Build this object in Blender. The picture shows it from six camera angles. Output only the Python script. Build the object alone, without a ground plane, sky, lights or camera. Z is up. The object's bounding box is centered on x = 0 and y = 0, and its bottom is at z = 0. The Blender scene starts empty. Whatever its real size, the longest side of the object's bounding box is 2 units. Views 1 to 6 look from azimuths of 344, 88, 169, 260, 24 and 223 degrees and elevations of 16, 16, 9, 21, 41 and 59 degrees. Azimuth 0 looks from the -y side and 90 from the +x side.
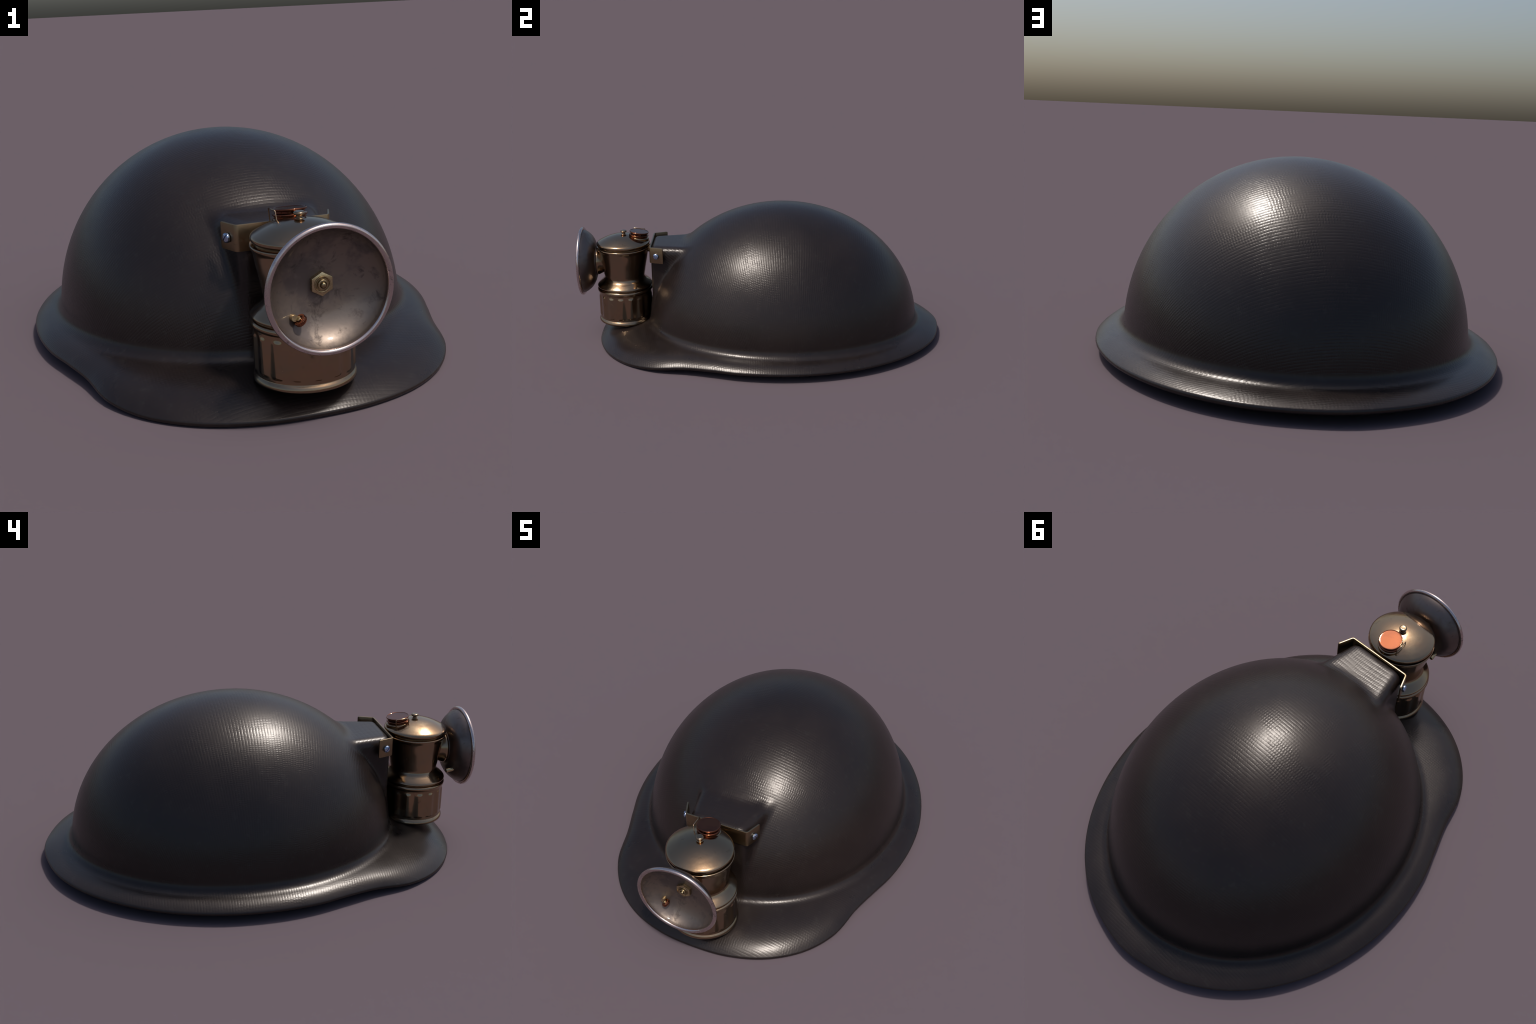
# Black canvas-textured mining helmet with a brass carbide lamp on the front.
import bpy, bmesh, math
import numpy as np
from mathutils import Vector, Matrix

COL = bpy.context.scene.collection

# ------------------------------------------------------------------ helpers
def add(name, mesh, parent=None, mats=(), loc=None):
    o = bpy.data.objects.new(name, mesh)
    COL.objects.link(o)
    for m in mats:
        if m.name not in [x.name for x in mesh.materials if x]:
            mesh.materials.append(m)
    if parent:
        o.parent = parent
    if loc is not None:
        o.location = loc
    return o

def mesh_from(name, verts, faces, smooth=True, angle=None):
    me = bpy.data.meshes.new(name)
    me.from_pydata([tuple(v) for v in verts], [], [tuple(f) for f in faces])
    me.update()
    bm = bmesh.new(); bm.from_mesh(me)
    bmesh.ops.remove_doubles(bm, verts=bm.verts, dist=1e-6)
    bmesh.ops.recalc_face_normals(bm, faces=bm.faces)
    bm.to_mesh(me); bm.free()
    if smooth:
        me.polygons.foreach_set("use_smooth", [True] * len(me.polygons))
        if angle:
            me.set_sharp_from_angle(angle=math.radians(angle))
    return me

def catmull(pts, per=6):
    """smooth open curve through control points"""
    p = np.array(pts, float)
    p = np.vstack([2 * p[0] - p[1], p, 2 * p[-1] - p[-2]])
    out = []
    for i in range(1, len(p) - 2):
        for k in range(per):
            t = k / per
            a, b, c, d = p[i - 1], p[i], p[i + 1], p[i + 2]
            out.append(.5 * (2 * b + (c - a) * t + (2 * a - 5 * b + 4 * c - d) * t * t + (3 * b - a - 3 * c + d) * t ** 3))
    out.append(p[-2])
    return np.array(out)

def lathe(name, prof, seg=96, axis="Z", origin=(0, 0, 0), rfun=None, angle=40, sx=1.0, sy=1.0):
    """revolve (radius, height) points; axis Y means height runs along world y"""
    verts, faces = [], []
    n = len(prof)
    for j in range(seg):
        a = 2 * math.pi * j / seg
        for r, h in prof:
            rr = max(r, 1e-5)
            if rfun:
                rr = rfun(rr, h, a)
            c, s = rr * math.cos(a) * sx, rr * math.sin(a) * sy
            v = (c, s, h) if axis == "Z" else (c, h, s)
            verts.append((v[0] + origin[0], v[1] + origin[1], v[2] + origin[2]))
    for j in range(seg):
        k = (j + 1) % seg
        for i in range(n - 1):
            faces.append((j * n + i, k * n + i, k * n + i + 1, j * n + i + 1))
    me = bpy.data.meshes.new(name)
    me.from_pydata(verts, [], faces)
    bm = bmesh.new(); bm.from_mesh(me)
    bmesh.ops.remove_doubles(bm, verts=bm.verts, dist=3e-5)
    bmesh.ops.dissolve_degenerate(bm, edges=bm.edges, dist=1e-6)
    bmesh.ops.recalc_face_normals(bm, faces=bm.faces)
    bm.to_mesh(me); bm.free()
    me.polygons.foreach_set("use_smooth", [True] * len(me.polygons))
    me.set_sharp_from_angle(angle=math.radians(angle))
    return me

# ------------------------------------------------------------------ materials
class NT:
    def __init__(s, name):
        s.m = bpy.data.materials.new(name); s.m.use_nodes = True
        s.t = s.m.node_tree; s.b = s.t.nodes["Principled BSDF"]
    def n(s, typ, **kw):
        nd = s.t.nodes.new(typ)
        for k, v in kw.items():
            setattr(nd, k, v)
        return nd
    def put(s, sock, v):
        if isinstance(v, bpy.types.NodeSocket):
            s.t.links.new(v, sock)
        else:
            sock.default_value = v
    def math(s, op, a, b=0.0, c=0.0, clamp=False):
        nd = s.n("ShaderNodeMath", operation=op, use_clamp=clamp)
        for i, v in enumerate((a, b, c)):
            s.put(nd.inputs[i], v)
        return nd.outputs[0]
    def noise(s, vec, scale, detail=4, rough=.55, dist=0.0):
        nd = s.n("ShaderNodeTexNoise")
        s.put(nd.inputs["Vector"], vec)
        nd.inputs["Scale"].default_value = scale; nd.inputs["Detail"].default_value = detail
        nd.inputs["Roughness"].default_value = rough; nd.inputs["Distortion"].default_value = dist
        return nd.outputs["Fac"]
    def ramp(s, fac, lo, hi, a=0.0, b=1.0):
        nd = s.n("ShaderNodeMapRange", interpolation_type="SMOOTHSTEP")
        s.put(nd.inputs["Value"], fac)
        nd.inputs["From Min"].default_value = lo; nd.inputs["From Max"].default_value = hi
        nd.inputs["To Min"].default_value = a; nd.inputs["To Max"].default_value = b
        return nd.outputs["Result"]
    def mix(s, fac, a, b):
        nd = s.n("ShaderNodeMix", data_type="RGBA")
        s.put(nd.inputs[0], fac)
        s.put(nd.inputs[6], a if isinstance(a, bpy.types.NodeSocket) else (*a, 1))
        s.put(nd.inputs[7], b if isinstance(b, bpy.types.NodeSocket) else (*b, 1))
        return nd.outputs[2]
    def obj(s):
        return s.n("ShaderNodeTexCoord").outputs["Object"]
    def bump(s, h, dist, strength=1.0, prev=None):
        nd = s.n("ShaderNodeBump")
        nd.inputs["Strength"].default_value = strength; nd.inputs["Distance"].default_value = dist
        s.put(nd.inputs["Height"], h)
        if prev is not None:
            s.put(nd.inputs["Normal"], prev)
        return nd.outputs[0]
    def set(s, **kw):
        for k, v in kw.items():
            s.put(s.b.inputs[k.replace("_", " ")], v)

CENTRE = (0.0, 0.11, 0.076)          # centre of the crown ellipsoid

def weave_material(name, crown):
    s = NT(name); P = s.obj()
    sub = s.n("ShaderNodeVectorMath", operation="SUBTRACT"); s.put(sub.inputs[0], P); sub.inputs[1].default_value = CENTRE
    sep = s.n("ShaderNodeSeparateXYZ"); s.put(sep.inputs[0], sub.outputs[0])
    x, y, z = sep.outputs
    if crown:
        # cloth laid over the dome: distance from the top along the surface
        nrm = s.n("ShaderNodeVectorMath", operation="NORMALIZE"); s.put(nrm.inputs[0], sub.outputs[0])
        s2 = s.n("ShaderNodeSeparateXYZ"); s.put(s2.inputs[0], nrm.outputs[0])
        th = s.math("ARCCOSINE", s2.outputs[2])
        g = s.math("MULTIPLY_ADD", s.math("POWER", th, 3.0), 0.10, th)
        hx = s.math("SQRT", s.math("ADD", s.math("MULTIPLY", x, x), s.math("MULTIPLY_ADD", y, y, 1e-6)))
        k = s.math("DIVIDE", s.math("MULTIPLY", g, 0.69), hx)
        u, v = s.math("MULTIPLY", x, k), s.math("MULTIPLY", y, k)
        pv, pu = 0.0150, 0.0118
    else:
        u, v = x, y
        pv, pu = 0.0115, 0.0115
    cmb = s.n("ShaderNodeCombineXYZ"); s.put(cmb.inputs[0], u); s.put(cmb.inputs[1], v)
    uv = cmb.outputs[0]
    wob = s.math("MULTIPLY", s.math("SUBTRACT", s.noise(uv, 9.0, 2), .5), 0.007)
    v2 = s.math("ADD", v, wob)
    u2 = s.math("ADD", u, s.math("MULTIPLY", s.math("SUBTRACT", s.noise(uv, 14.0, 2), .5), 0.010))
    # broad flat ribs with narrow grooves; stitches step from rib to rib
    rib = s.math("DIVIDE", v2, pv)
    warp = s.math("MULTIPLY_ADD", s.math("POWER", s.math("ABSOLUTE", s.math("SINE", s.math("MULTIPLY", rib, math.pi))), 0.62), 2.0, -1.0)
    row = s.n("ShaderNodeTexWhiteNoise", noise_dimensions="1D"); s.put(row.inputs["W"], s.math("FLOOR", rib))
    step = s.math("MULTIPLY", row.outputs["Value"], 2.6)
    weft = s.math("SINE", s.math("ADD", s.math("MULTIPLY", u2, 2 * math.pi / pu), step))
    weft = s.math("MULTIPLY", weft, s.math("MULTIPLY_ADD", warp, .5, .5))
    patch_v = s.math("MULTIPLY", s.ramp(s.noise(uv, 7.0, 3), .34, .60, .45, 1.0), s.ramp(s.noise(uv, 42.0, 2), .30, .62, .35, 1.15))
    patch_u = s.math("MULTIPLY", s.ramp(s.noise(uv, 8.0, 3, .6, .4), .38, .64, .10, 1.0), s.ramp(s.noise(uv, 55.0, 2), .32, .60, .2, 1.2))
    h = s.math("ADD", s.math("MULTIPLY", warp, patch_v), s.math("MULTIPLY", s.math("MULTIPLY", weft, patch_u), 0.85))
    grain = s.noise(uv, 160.0, 3)
    h = s.math("MULTIPLY_ADD", grain, 0.12, h)
    nrm1 = s.bump(h, BUMP_CROWN if crown else BUMP_BRIM)
    big = s.noise(P, 3.0, 5, .6)
    col = s.mix(s.ramp(big, .35, .7), HELMET_A, HELMET_B)
    col = s.mix(s.math("MULTIPLY", s.ramp(s.noise(P, 40.0, 4), .55, .75), .35), col, (0.03, 0.027, 0.024))
    rough = s.math("MULTIPLY_ADD", s.noise(P, 6.0, 4), .14, HELMET_ROUGH - (.07 if crown else .09))
    s.set(Base_Color=col, Roughness=rough, Normal=nrm1, Specular_IOR_Level=HELMET_SPEC, Specular_Tint=(1.0, .94, .91, 1))
    return s.m

HELMET_A, HELMET_B = (0.0120, 0.0082, 0.0073), (0.0170, 0.0114, 0.0097)
HELMET_ROUGH, HELMET_SPEC = 0.31, 0.45
BUMP_CROWN, BUMP_BRIM = 0.00019, 0.00010

def metal(name, clean, aged, dirt, r0, r1, scale=9.0, edge=True, bump=.0003, amount=(.42, .68), dirtamt=(.58, .74)):
    s = NT(name); P = s.obj()
    a = s.ramp(s.noise(P, scale, 6, .62, .3), *amount)
    d = s.ramp(s.noise(P, scale * 2.6, 7, .68, .6), *dirtamt)
    col = s.mix(a, clean, aged)
    col = s.mix(s.math("MULTIPLY", d, .8), col, dirt)
    rough = s.math("MULTIPLY_ADD", a, r1 - r0, r0)
    rough = s.math("MULTIPLY_ADD", d, .16, rough)
    if edge:
        geo = s.n("ShaderNodeNewGeometry")
        worn = s.ramp(geo.outputs["Pointiness"], .51, .58)
        bev = s.n("ShaderNodeBevel"); bev.samples = 6; bev.inputs["Radius"].default_value = .0045
        dot = s.n("ShaderNodeVectorMath", operation="DOT_PRODUCT")
        s.put(dot.inputs[0], bev.outputs[0]); s.put(dot.inputs[1], geo.outputs["True Normal"])
        rim_ = s.math("MULTIPLY", s.ramp(dot.outputs["Value"], .90, .995, 1.0, 0.0), s.ramp(s.noise(P, 60.0, 4), .35, .6, .25, 1.0))
        worn = s.math("MAXIMUM", worn, rim_)
        col = s.mix(s.math("MULTIPLY", worn, .7), col, tuple(min(1, c * 1.6) for c in clean))
        pit = s.ramp(geo.outputs["Pointiness"], .42, .49, 1.0, 0.0)
        col = s.mix(s.math("MULTIPLY", pit, .7), col, dirt)
    fine = s.noise(P, 55.0, 4)
    s.set(Base_Color=col, Metallic=1.0, Roughness=rough, Normal=s.bump(fine, bump))
    return s.m

crown_mat = weave_material("black_canvas_crown", True)
brim_mat = weave_material("black_canvas_brim", False)
s = NT("dark_lining"); s.set(Base_Color=(0.02, 0.017, 0.015, 1), Roughness=.75); lining_mat = s.m
brass = metal("aged_brass", (0.35, 0.24, 0.148), (0.31, 0.235, 0.155), (0.13, 0.098, 0.064), .13, .26)
bracket_mat = metal("dull_brass", (0.25, 0.182, 0.108), (0.165, 0.124, 0.076), (0.09, 0.07, 0.045), .30, .42, scale=18)
copper = metal("copper", (0.215, 0.078, 0.042), (0.16, 0.060, 0.036), (0.085, 0.042, 0.030), .045, .065, scale=20, bump=.00001, dirtamt=(.66, .8))
zinc = metal("zinc_screw", (0.42, 0.50, 0.66), (0.33, 0.40, 0.55), (0.12, 0.14, 0.2), .2, .32, scale=60)
nut_mat = metal("nut_brass", (0.42, 0.33, 0.19), (0.28, 0.20, 0.11), (0.08, 0.06, 0.035), .22, .4, scale=40, dirtamt=(.5, .66))
rim_mat = metal("worn_steel_rim", (0.62, 0.51, 0.48), (0.50, 0.41, 0.385), (0.15, 0.12, 0.115), .20, .32, scale=26, dirtamt=(.60, .66), bump=.0001)
dish_in = metal("tarnished_reflector", (0.245, 0.197, 0.163), (0.155, 0.127, 0.116), (0.095, 0.076, 0.070), .50, .64, scale=9, amount=(.40, .60), edge=False, dirtamt=(.52, .68))
dish_out = metal("dark_steel_back", (0.19, 0.153, 0.137), (0.14, 0.113, 0.102), (0.075, 0.06, 0.055), .38, .52, scale=11, edge=False)

# ------------------------------------------------------------------ helmet shell
AX, BF, BB, HH = 0.648, 0.741, 0.757, 0.659    # half width, front, back, height
cx, cy, cz = CENTRE

def smax(a, b, k):
    h = np.clip(k - np.abs(a - b), 0, None) / k
    return np.maximum(a, b) + h * h * k * .25

YF, WF, SPLAY, TOP = -0.604, 0.138, 0.20, 0.531      # lamp mounting block: front, half width, splay, top

def shell_distance(p):
    """signed distance (about) to the dome with the lamp mounting block blended into its front; p relative to CENTRE"""
    x, y, z = p[..., 0], p[..., 1], p[..., 2]
    b = np.where(y < 0, BF, BB)
    q = np.stack([x / AX, y / b, z / HH], -1)
    g = np.stack([x / AX ** 2, y / b ** 2, z / HH ** 2], -1)
    k0 = np.linalg.norm(q, axis=-1); k1 = np.linalg.norm(g, axis=-1) + 1e-9
    dome = k0 * (k0 - 1) / k1
    nl = math.hypot(1, SPLAY)
    side = (np.sqrt(x * x + 1e-8) - WF - SPLAY * (y + cy - YF)) / nl
    top = z - (TOP - cz)
    face = -(y + cy - YF)
    block = smax(side, top, .050)
    block = smax(block, face, .028)
    block = smax(block, y + .02, .02)
    t = np.clip((z - .05) / .30, 0, 1); t = t * t * (3 - 2 * t)
    k = .021
    return -smax(-dome, -block, k)

def shell_radius(d):
    """distance from CENTRE to the outer surface along unit directions d"""
    lo = np.full(d.shape[:-1], .3); hi = np.full(d.shape[:-1], 1.0)
    for _ in range(26):
        m = (lo + hi) * .5
        ins = shell_distance(d * m[..., None]) < 0
        lo = np.where(ins, m, lo); hi = np.where(ins, hi, m)
    return (lo + hi) * .5

def rz_point(phi, e):
    """point of the shell at azimuth phi (0 = front, towards +x) and elevation angle e"""
    d = np.stack([np.sin(phi) * np.cos(e), -np.cos(phi) * np.cos(e), np.sin(e)], -1)
    return d * shell_radius(d)[..., None]

# centre line of the rolled brim edge: radius and height every ten degrees from the front to the back
EDGE_R = [1.0021, 1.0030, .9905, .9546, .8937, .8076, .7669, .7519, .7429, .7400, .7444, .7530, .7688, .7888, .8123, .8354, .8548, .8664, .8757]
EDGE_Z = [.0105, .0105, .0105, .0105, .0205, .0360, .0421, .0420, .0435, .0432, .0436, .0428, .0428, .0433, .0434, .0433, .0425, .0428, .0440]
def edge_at(tab, phi):
    a = np.degrees(np.abs((phi + np.pi) % (2 * np.pi) - np.pi)) / 10
    i = np.floor(a).astype(int); t = a - i
    T = np.array(tab)
    def g(k):
        k = np.abs(k); k = np.where(k > 18, 36 - k, k); return T[k]
    p0, p1, p2, p3 = g(i - 1), g(i), g(i + 1), g(i + 2)
    return .5 * (2 * p1 + (p2 - p0) * t + (2 * p0 - 5 * p1 + 4 * p2 - p3) * t * t + (3 * p1 - p0 - 3 * p2 + p3) * t ** 3)

NPHI = 540
phi = np.linspace(0, 2 * np.pi, NPHI, endpoint=False)
front = (0.5 + 0.5 * np.cos(phi)) ** 1.5
RIM = 0.0105
re = edge_at(EDGE_R, phi)
ze = np.maximum(edge_at(EDGE_Z, phi), RIM)
zc = 0.088 + 0.010 * front - .006 * (0.5 - 0.5 * np.cos(phi)) ** 4
FIL = 0.038                                          # fillet between wall and brim
zw = zc + FIL
# elevation at which the wall reaches height zw, by bisection
lo, hi = np.zeros(NPHI), np.full(NPHI, 1.2)
for _ in range(40):
    m = (lo + hi) / 2
    zz = rz_point(phi, m)[:, 2] + cz
    lo, hi = np.where(zz < zw, m, lo), np.where(zz < zw, hi, m)
e_wall = (lo + hi) / 2
wall = rz_point(phi, e_wall)
rw = np.hypot(wall[:, 0], wall[:, 1])
lo, hi = np.full(NPHI, -.3), np.full(NPHI, 1.2)

rows = []                                            # rows of (NPHI,3) points from the crown top down
NE = 150
t_row = np.linspace(0, 1, NE)
for t in t_row:
    e = np.pi / 2 + (e_wall - np.pi / 2) * t
    p = rz_point(phi, e); p = p + np.array(CENTRE)
    rows.append(p)
n_crown = len(rows)

def ring(r, z):
    return np.stack([cx + r * np.sin(phi), cy - r * np.cos(phi), np.broadcast_to(z, r.shape)], -1)

rc = rw + 0.004                                      # corner of wall and brim before rounding
# brim top from the corner to the edge: nearly straight, turning down towards the edge and running into the rolled rim
LIN, POW = 0.62 - 0.16 * front, 3.2 + 1.4 * front
a0 = np.full(NPHI, np.pi / 2)
for _ in range(8):
    r_end, z_end = re + RIM * np.cos(a0), ze + RIM * np.sin(a0)
    a0 = np.pi / 2 - np.arctan((zc - z_end) * (LIN + (1 - LIN) * POW) / (r_end - rc))
def brim_top(t):
    r = rc + (r_end - rc) * t
    drop = LIN * t + (1 - LIN) * t ** POW
    return r, zc + (z_end - zc) * drop
tf = np.clip(FIL / (r_end - rc), 0, .5)
for k in range(1, 9):                                # rounded corner
    w = k / 8
    r1, z1 = brim_top(tf)
    r = (1 - w) ** 2 * rw + 2 * w * (1 - w) * rc + w * w * r1
    z = (1 - w) ** 2 * zw + 2 * w * (1 - w) * zc + w * w * z1
    rows.append(ring(r, z))
for k in range(1, 25):
    t = tf + (1 - tf) * k / 24
    r, z = brim_top(t); rows.append(ring(r, z))
for k in range(1, 13):                               # rolled rim
    a = a0 - (a0 + np.pi / 2) * k / 12
    rows.append(ring(re + RIM * np.cos(a), ze + RIM * np.sin(a)))
n_brim = len(rows)
for k in range(1, 11):                               # underside of the brim
    t = 1 - k / 10
    r, z = brim_top(t)
    th = .019 * (1 - t) + 2 * RIM * t
    rows.append(ring(re + (rc - .022 - re) * (1 - t), np.maximum(z - th, .0015)))
r_in = rc - .022
z_in = rows[-1][:, 2]
for k in range(1, 50):                               # inside of the dome
    w = k / 49
    e = e_wall + (np.pi / 2 - e_wall) * w
    p = rz_point(phi, e) * 0.972 + np.array(CENTRE)
    f = min(1.0, w * 8)
    q = ring(r_in, z_in)
    rows.append(p * f + (q + (p - q) * w) * (1 - f))
n_all = len(rows)

G = np.array(rows)
verts = G.reshape(-1, 3)
idx = np.arange(n_all * NPHI).reshape(n_all, NPHI)
nxt = np.roll(idx, -1, axis=1)
quads = np.stack([idx[:-1], idx[1:], nxt[1:], nxt[:-1]], -1)
# one normal per grid point, taken from the whole shell
du = np.roll(G, -1, 1) - np.roll(G, 1, 1)
dv = np.gradient(G, axis=0)
N = np.cross(dv, du)
N[0] = (0, 0, 1); N[-1] = (0, 0, -1)
N /= np.linalg.norm(N, axis=2, keepdims=True) + 1e-12
if N[60, 0] @ (G[60, 0] - np.array(CENTRE)) < 0:
    N[1:-1] *= -1

helmet = bpy.data.objects.new("mining_helmet", None)
COL.objects.link(helmet)
helmet.empty_display_size = .2
helmet["label"] = "black canvas mining helmet with brass carbide lamp"
helmet["category"] = "helmet"

def shell_part(name, a, b, mat):
    ids = idx[a:b + 1].ravel()
    base = idx[a, 0]
    me = bpy.data.meshes.new(name)
    q = quads[a:b].reshape(-1, 4) - base
    v = verts[ids]
    # orient outward
    flip = False
    f = q[len(q) // 2]
    fn = np.cross(v[f[1]] - v[f[0]], v[f[2]] - v[f[0]])
    if fn @ N.reshape(-1, 3)[ids][f[0]] < 0:
        q = q[:, ::-1]
    me.vertices.add(len(v)); me.vertices.foreach_set("co", v.ravel())
    nq = len(q)
    me.loops.add(nq * 4); me.loops.foreach_set("vertex_index", q.ravel())
    me.polygons.add(nq); me.polygons.foreach_set("loop_start", np.arange(nq) * 4)
    me.update(calc_edges=True); me.validate()
    me.polygons.foreach_set("use_smooth", [True] * len(me.polygons))
    me.normals_split_custom_set_from_vertices([tuple(n) for n in N.reshape(-1, 3)[ids][:len(me.vertices)]])
    return add(name, me, helmet, [mat])

shell_part("crown", 0, n_crown - 1, crown_mat)
shell_part("brim", n_crown - 1, n_brim + 9, brim_mat)
shell_part("lining", n_brim + 9, n_all - 1, lining_mat)

# ------------------------------------------------------------------ bracket
def strip_path(pts, bend=0.012, n=6):
    """polyline in plan with rounded bends"""
    p = [Vector(q) for q in pts]; out = [p[0]]
    for i in range(1, len(p) - 1):
        a = p[i] + (p[i - 1] - p[i]).normalized() * bend
        b = p[i] + (p[i + 1] - p[i]).normalized() * bend
        for k in range(n + 1):
            w = k / n
            out.append(a * (1 - w) ** 2 + p[i] * 2 * w * (1 - w) + b * w * w)
    out.append(p[-1]); return out

def strip_mesh(name, pts, z0, z1, th):
    path = strip_path(pts)
    ring_v, faces = [], []
    left, right = [], []
    for i, p in enumerate(path):
        d = (path[min(i + 1, len(path) - 1)] - path[max(i - 1, 0)]).normalized()
        n = Vector((d.y, -d.x))
        left.append(p); right.append(p - n * th)
    bm = bmesh.new()
    rowsv = []
    for a, b in zip(left, right):
        rowsv.append([bm.verts.new((a.x, a.y, z0)), bm.verts.new((a.x, a.y, z1)), bm.verts.new((b.x, b.y, z1)), bm.verts.new((b.x, b.y, z0))])
    for r0, r1 in zip(rowsv[:-1], rowsv[1:]):
        for k in range(4):
            bm.faces.new((r0[k], r0[(k + 1) % 4], r1[(k + 1) % 4], r1[k]))
    bm.faces.new(rowsv[0]); bm.faces.new(rowsv[-1][::-1])
    bmesh.ops.recalc_face_normals(bm, faces=bm.faces)
    # round the corner tips of both ends, then soften all edges
    tips = [e for e in bm.edges if abs(e.verts[0].co.z - e.verts[1].co.z) < 1e-6 and {e.verts[0].index, e.verts[1].index} is not None
            and len([f for f in e.link_faces if len(f.verts) == 4]) == 2 and e.calc_length() <= th * 1.2
            and any(v in rowsv[0] or v in rowsv[-1] for v in e.verts) and all((v in rowsv[0]) or (v in rowsv[-1]) for v in e.verts)]
    bmesh.ops.bevel(bm, geom=tips, offset=.006, segments=3, affect="EDGES", profile=.5)
    sharp = [e for e in bm.edges if len(e.link_faces) == 2 and e.calc_face_angle() > math.radians(50)]
    bmesh.ops.bevel(bm, geom=sharp, offset=.0016, segments=2, affect="EDGES", profile=.5)
    me = bpy.data.meshes.new(name); bm.to_mesh(me); bm.free()
    me.polygons.foreach_set("use_smooth", [True] * len(me.polygons)); me.set_sharp_from_angle(angle=math.radians(40))
    return me

bracket = add("bracket", strip_mesh("bracket", [(-.1815, -.535), (-.1535, -.609), (.1535, -.609), (.1815, -.535)], .4505, .5365, .0075), helmet, [bracket_mat])

# slotted screw, head axis +z
def screw_mesh():
    prof = [(0.0105, -.004), (.0158, -.002), (.0160, .003), (.0150, .0062), (.0115, .0086), (.006, .0098), (0, .0102)]
    me = lathe("screw", catmull(prof, 3), seg=48, angle=60)
    bm = bmesh.new(); bm.from_mesh(me)
    w, dep = .0026, .0045
    # cut a slot by inserting two cutting planes and sinking the strip between them
    for off in (-w, -w * .8, w * .8, w):
        geom = bm.verts[:] + bm.edges[:] + bm.faces[:]
        bmesh.ops.bisect_plane(bm, geom=geom, plane_co=(off, 0, 0), plane_no=(1, 0, 0))
    for v in bm.verts:
        if abs(v.co.x) <= w * .81 and v.co.z > .002:
            v.co.z = max(v.co.z - dep, .002)
    bmesh.ops.recalc_face_normals(bm, faces=bm.faces)
    bm.to_mesh(me); bm.free()
    me.polygons.foreach_set("use_smooth", [True] * len(me.polygons)); me.set_sharp_from_angle(angle=math.radians(35))
    return me
sm = screw_mesh()
for sx, spin in ((1, .55), (-1, 2.5)):
    o = add("screw", sm, bracket, [zinc])
    nrm = Vector((sx * .935, -.355, 0))
    q = nrm.to_track_quat("Z", "Y").to_matrix().to_4x4()
    o.matrix_world = Matrix.Translation(Vector((sx * .1695, -.571, .4905)) + nrm * .003) @ q @ Matrix.Rotation(spin, 4, "Z")

# ------------------------------------------------------------------ carbide lamp
LX, LY = 0.0, -0.765
upper = catmull([(.0, .5065), (.132, .5068), (.1400, .5062), (.1450, .5032), (.1456, .4985), (.1432, .4920), (.1398, .4855), (.1365, .4720), (.1300, .4360), (.1220, .3960), (.1158, .3600), (.1130, .3420),
                 (.1142, .3320), (.1215, .3215), (.1325, .3120), (.1430, .3028), (.1505, .2952), (.1527, .2902), (.1515, .2862), (.1475, .2840), (.1445, .2828)], 5)
upper = np.vstack([upper, [(.144, .279), (.10, .279)]])
lamp = add("carbide_lamp", lathe("lamp_body", upper, seg=128, origin=(LX, LY, 0), sx=1.05, sy=.985), helmet, [brass])

lid = catmull([(0, .5745), (.03, .5728), (.06, .5676), (.09, .5590), (.115, .5488), (.132, .5405), (.1425, .5345), (.1478, .5290), (.1490, .5235), (.1476, .5180), (.1435, .5150), (.1390, .5140)], 6)
lid = np.vstack([lid, [(.1350, .5132), (.1335, .5100), (.1335, .5050)]])
add("lid", lathe("lid", lid, seg=128, origin=(LX, LY, 0), sx=1.012, sy=.972), lamp, [brass])

base = np.vstack([[(.10, .2800), (.1425, .2798)], catmull([(.1450, .2790), (.1497, .2762), (.1525, .2708), (.1525, .2652), (.1500, .2597), (.1460, .2562), (.1432, .2540)], 4),
                  np.stack([np.full(16, .1432), np.linspace(.2525, .222, 16)], -1), np.stack([np.full(6, .1432), np.linspace(.215, .145, 6)], -1),
                  np.stack([np.full(14, .1432), np.linspace(.140, .1125, 14)], -1),
                  catmull([(.1428, .1110), (.1436, .1088), (.1458, .1062), (.1485, .1025), (.1504, .0980), (.1510, .0940), (.1500, .0900), (.1465, .0872), (.140, .0860), (.10, .0858), (0, .0858)], 4)])
def flute(r, h, a):
    # sixteen pressed ribs around the fuel chamber
    if h > .2535 or h < .112:
        return r
    deg = math.atan2(-math.cos(a), -math.sin(a))     # 0 at the front, growing towards -x
    c = math.cos(16 * (deg - math.radians(4)))
    ridge = min(1, .53 + .53 * c)
    def sst(x, a_, b_):
        t = min(1, max(0, (x - a_) / (b_ - a_))); return t * t * (3 - 2 * t)
    win = sst(h, .119, .129) * (1 - sst(h, .232, .2480))
    return r + .0046 * ridge * win - .0004 * (1 - ridge) * win
add("fuel_chamber", lathe("fuel_chamber", base, seg=384, origin=(LX, LY, 0), rfun=flute, angle=50, sx=1.066, sy=.994), lamp, [brass])

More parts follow.
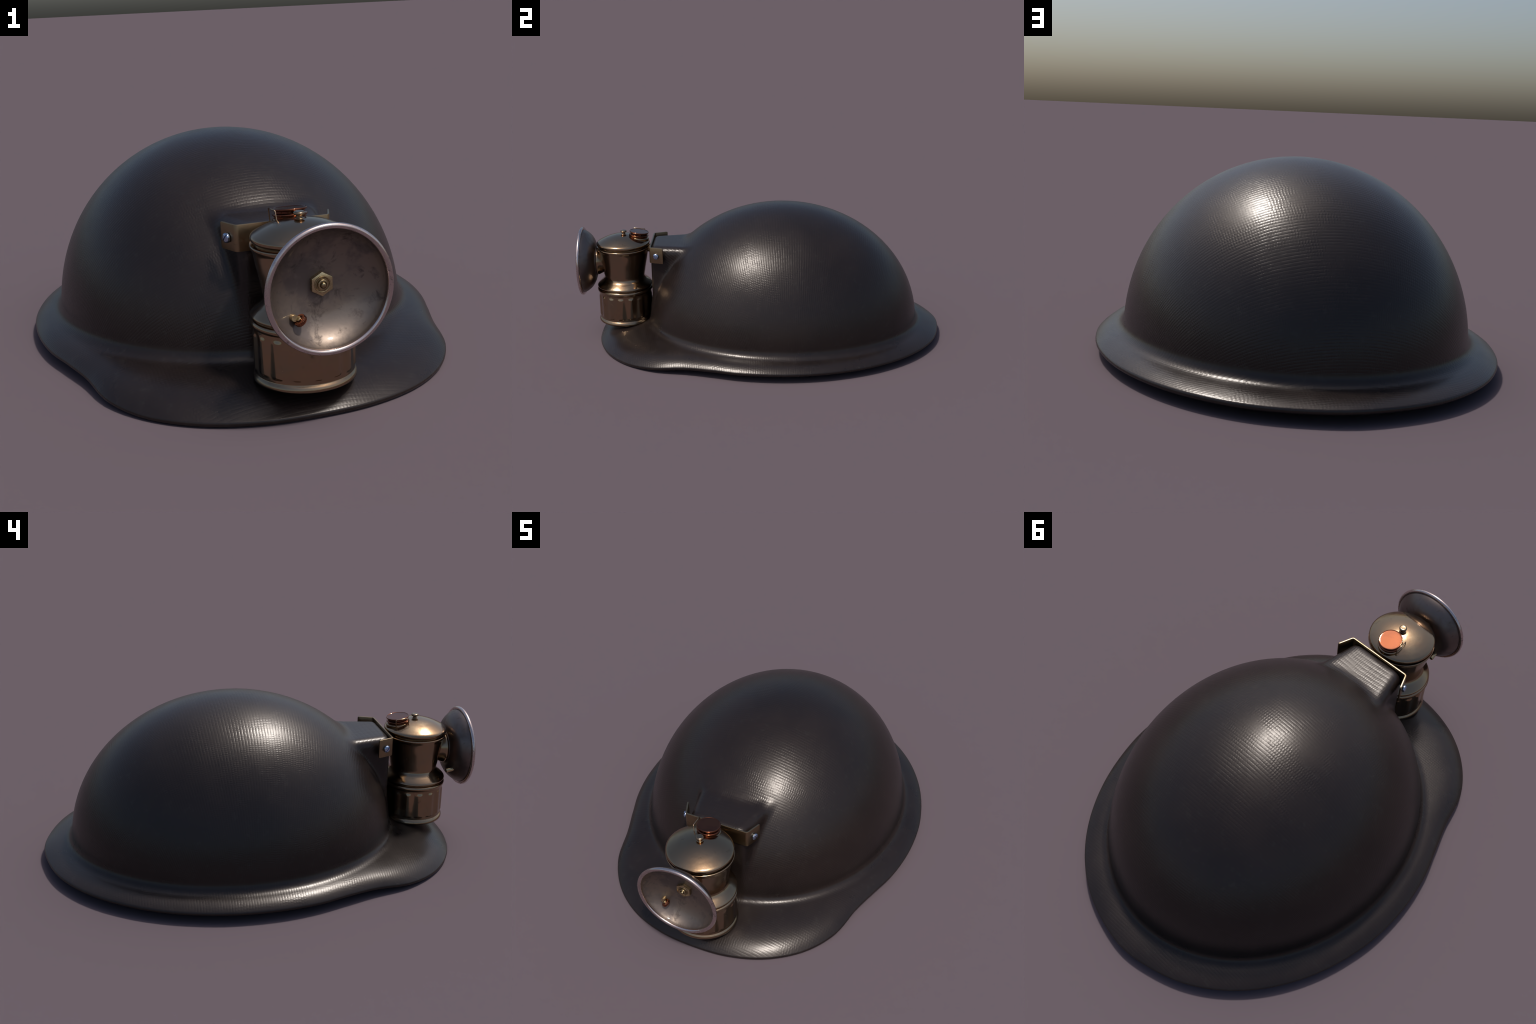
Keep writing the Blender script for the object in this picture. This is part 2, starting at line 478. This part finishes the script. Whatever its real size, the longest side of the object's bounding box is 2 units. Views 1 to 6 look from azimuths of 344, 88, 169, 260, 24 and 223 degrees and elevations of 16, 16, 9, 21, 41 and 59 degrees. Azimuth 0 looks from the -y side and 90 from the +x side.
# neck between lamp body and reflector
RZ = 0.4215
neck = np.vstack([[(0, -.79), (.040, -.80)], catmull([(.050, -.830), (.058, -.862), (.066, -.882), (.0735, -.897), (.0765, -.905), (.0755, -.9105), (.070, -.9135)], 5), [(.02, -.9140), (0, -.9140)]])
add("reflector_neck", lathe("reflector_neck", neck, seg=96, axis="Y", origin=(LX, 0, RZ)), lamp, [brass])
washer = np.array([(.05, -.9105), (.0785, -.9108), (.0815, -.9122), (.0815, -.9150), (.0790, -.9165), (.05, -.9160)])
add("washer", lathe("washer", washer, seg=96, axis="Y", origin=(LX, 0, RZ)), lamp, [dish_out])

# reflector bowl: dark outside, tarnished inside
outer = catmull([(.0, -.9105), (.04, -.9115), (.081, -.9150), (.104, -.9205), (.126, -.9295), (.146, -.9430), (.162, -.9610), (.172, -.9775), (.1745, -.9870)], 6)
inner = catmull([(.1715, -.9890), (.1685, -.9790), (.158, -.9630), (.142, -.9480), (.123, -.9365), (.102, -.9280), (.080, -.9230), (.04, -.9190), (0, -.9180)], 6)
dm = lathe("reflector_dish", np.vstack([outer, inner]), seg=144, axis="Y", origin=(LX, 0, RZ), angle=60)
dish = add("reflector_dish", dm, lamp, [dish_out, dish_in])
bb = dish_in.node_tree.nodes["Principled BSDF"]
bb.inputs["Coat Weight"].default_value = .28; bb.inputs["Coat Roughness"].default_value = .09
for p in dm.polygons:
    p.material_index = 1 if p.normal.y < 0 else 0

rimp = [(.1795 + .0087 * math.cos(a), -.9910 + .0087 * math.sin(a)) for a in np.linspace(0, 2 * math.pi, 25)]
add("reflector_rim", lathe("reflector_rim", rimp, seg=144, axis="Y", origin=(LX, 0, RZ)), lamp, [rim_mat])

# hexagonal burner nut with chamfered face, and the burner tip in it
def hex_nut(rc_, y0, y1):
    bm = bmesh.new()
    a0 = [math.radians(90 + 60 * k) for k in range(6)]
    bot = [bm.verts.new((rc_ * math.cos(a), y0, rc_ * math.sin(a))) for a in a0]
    top = [bm.verts.new((rc_ * math.cos(a), y1, rc_ * math.sin(a))) for a in a0]
    for k in range(6):
        bm.faces.new((bot[k], bot[(k + 1) % 6], top[(k + 1) % 6], top[k]))
    bm.faces.new(bot)
    f = bm.faces.new(top)
    bmesh.ops.recalc_face_normals(bm, faces=bm.faces)
    bmesh.ops.bevel(bm, geom=[e for e in bm.edges], offset=.0022, segments=2, affect="EDGES", profile=.5)
    me = bpy.data.meshes.new("burner_nut"); bm.to_mesh(me); bm.free()
    me.polygons.foreach_set("use_smooth", [True] * len(me.polygons)); me.set_sharp_from_angle(angle=math.radians(30))
    return me
add("burner_nut", hex_nut(.0360, -.910, -.9330), lamp, [nut_mat], (LX, 0, RZ))
collar = np.vstack([[(.0245, -.9290)], catmull([(.0245, -.9330), (.0235, -.9352), (.0215, -.9352), (.0195, -.9335)], 3), [(.0180, -.9335), (.0165, -.9338)],
                    catmull([(.0160, -.9375), (.0145, -.9405), (.0115, -.9410), (.0105, -.9412)], 3), [(.0100, -.9395)], catmull([(.0085, -.9420), (.0080, -.9445), (.0060, -.9470), (.003, -.9480), (0, -.9483)], 3)])
add("burner_tip", lathe("burner_tip", collar, seg=48, axis="Y", origin=(LX, 0, RZ)), lamp, [nut_mat])

# striker: tube through the bowl and a copper wheel in front of it
def tube_between(name, a, b, r, bore=.6):
    a, b = Vector(a), Vector(b); L = (b - a).length
    prof = [(r * bore, .004), (r * bore, 0), (r * .95, 0), (r, .001), (r, L - .001), (r * .95, L), (0, L)]
    me = lathe(name, [(0, .004)] + prof, seg=32, angle=35)
    me.transform(Matrix.Translation(a) @ (b - a).to_track_quat("Z", "Y").to_matrix().to_4x4())
    return me
add("striker_tube", tube_between("striker_tube", (-.097, -.897, .3335), (-.0915, -.9560, .3420), .0100), lamp, [nut_mat])
ax = Vector((-.68, -.12, .72)).normalized()
wc = Vector((-.0770, -.9570, .3345))
wheel = [(0, .0035), (.0095, .0035), (.0105, .0062), (.0145, .0068), (.0178, .0060), (.0188, .0040), (.0188, -.0050), (.0175, -.0070), (.0140, -.0075), (0, -.0075)]
def knurl(r, h, a):
    return r * (1 + .018 * math.cos(24 * a)) if r > .0165 else r
me = lathe("striker_wheel", wheel, seg=144, rfun=knurl, angle=35)
me.transform(Matrix.Translation(wc) @ ax.to_track_quat("Z", "Y").to_matrix().to_4x4())
add("striker_wheel", me, lamp, [copper])
hub = [(0, .003), (.0075, .003), (.0080, .0085), (.0070, .0105), (.0035, .0115), (0, .0116)]
me = lathe("striker_hub", hub, seg=32, angle=35)
me.transform(Matrix.Translation(wc) @ ax.to_track_quat("Z", "Y").to_matrix().to_4x4())
add("striker_hub", me, lamp, [nut_mat])

# water filler cap, tilted with the slope of the lid
tilt = Matrix.Translation((0, -.6745, .5885)) @ Matrix.Rotation(math.radians(-7.5), 4, "X")
capp = np.vstack([catmull([(0, -.0014), (.046, -.0014), (.0485, -.0010), (.0502, 0), (.0522, -.0008), (.0532, -.0032), (.0520, -.0060), (.0490, -.0072)], 4), [(.0470, -.0085), (.0470, -.0145)],
                  catmull([(.0495, -.0155), (.0528, -.0175), (.0535, -.0200), (.0522, -.0225), (.0495, -.0240)], 3), [(.0490, -.0260), (.0490, -.0400), (0, -.0400)]])
me = lathe("filler_cap", capp, seg=96, angle=35); me.transform(tilt)
cap = add("filler_cap", me, lamp, [copper])
seat = np.vstack([[(.045, -.0285)], catmull([(.0500, -.0290), (.0545, -.0310), (.0560, -.0345), (.0565, -.045)], 3), [(.0565, -.055), (.045, -.055)]])
me = lathe("cap_seat", seat, seg=96, angle=35); me.transform(tilt)
add("cap_seat", me, lamp, [brass])

knob = np.vstack([catmull([(.0165, .5690), (.0150, .5745), (.0105, .5760), (.0085, .5775), (.0085, .5805), (.0120, .5825), (.0160, .5850), (.0175, .5885), (.0168, .5918), (.0140, .5942), (.0110, .5950), (.006, .5947), (0, .5946)], 4)])
add("valve_knob", lathe("valve_knob", knob, seg=64, origin=(0, -.7605, 0), angle=60), lamp, [brass])

def wire(name, pts, r):
    cu = bpy.data.curves.new(name, "CURVE"); cu.dimensions = "3D"; cu.bevel_depth = r; cu.bevel_resolution = 3; cu.use_fill_caps = True
    sp = cu.splines.new("POLY"); sp.points.add(len(pts) - 1)
    for q, p in zip(sp.points, pts):
        q.co = (*p, 1)
    o = bpy.data.objects.new(name, cu); COL.objects.link(o)
    me = bpy.data.meshes.new_from_object(o)
    bpy.data.objects.remove(o); bpy.data.curves.remove(cu)
    me.polygons.foreach_set("use_smooth", [True] * len(me.polygons))
    return me
add("wire_clip", wire("wire_clip", [(-.047, -.7150, .5510), (-.0530, -.7140, .5500), (-.0565, -.7095, .5880), (-.0580, -.7070, .5915), (-.0585, -.6510, .5870), (-.0580, -.6490, .5840), (-.0555, -.6520, .5450), (-.049, -.653, .5430)], .0021), lamp, [brass])

# stud that hooks the lamp onto the bracket
stud = [(0, -.600), (.022, -.600), (.022, -.640), (0, -.640)]
add("mounting_stud", lathe("mounting_stud", stud, seg=40, axis="Y", origin=(LX, 0, .493)), lamp, [bracket_mat])
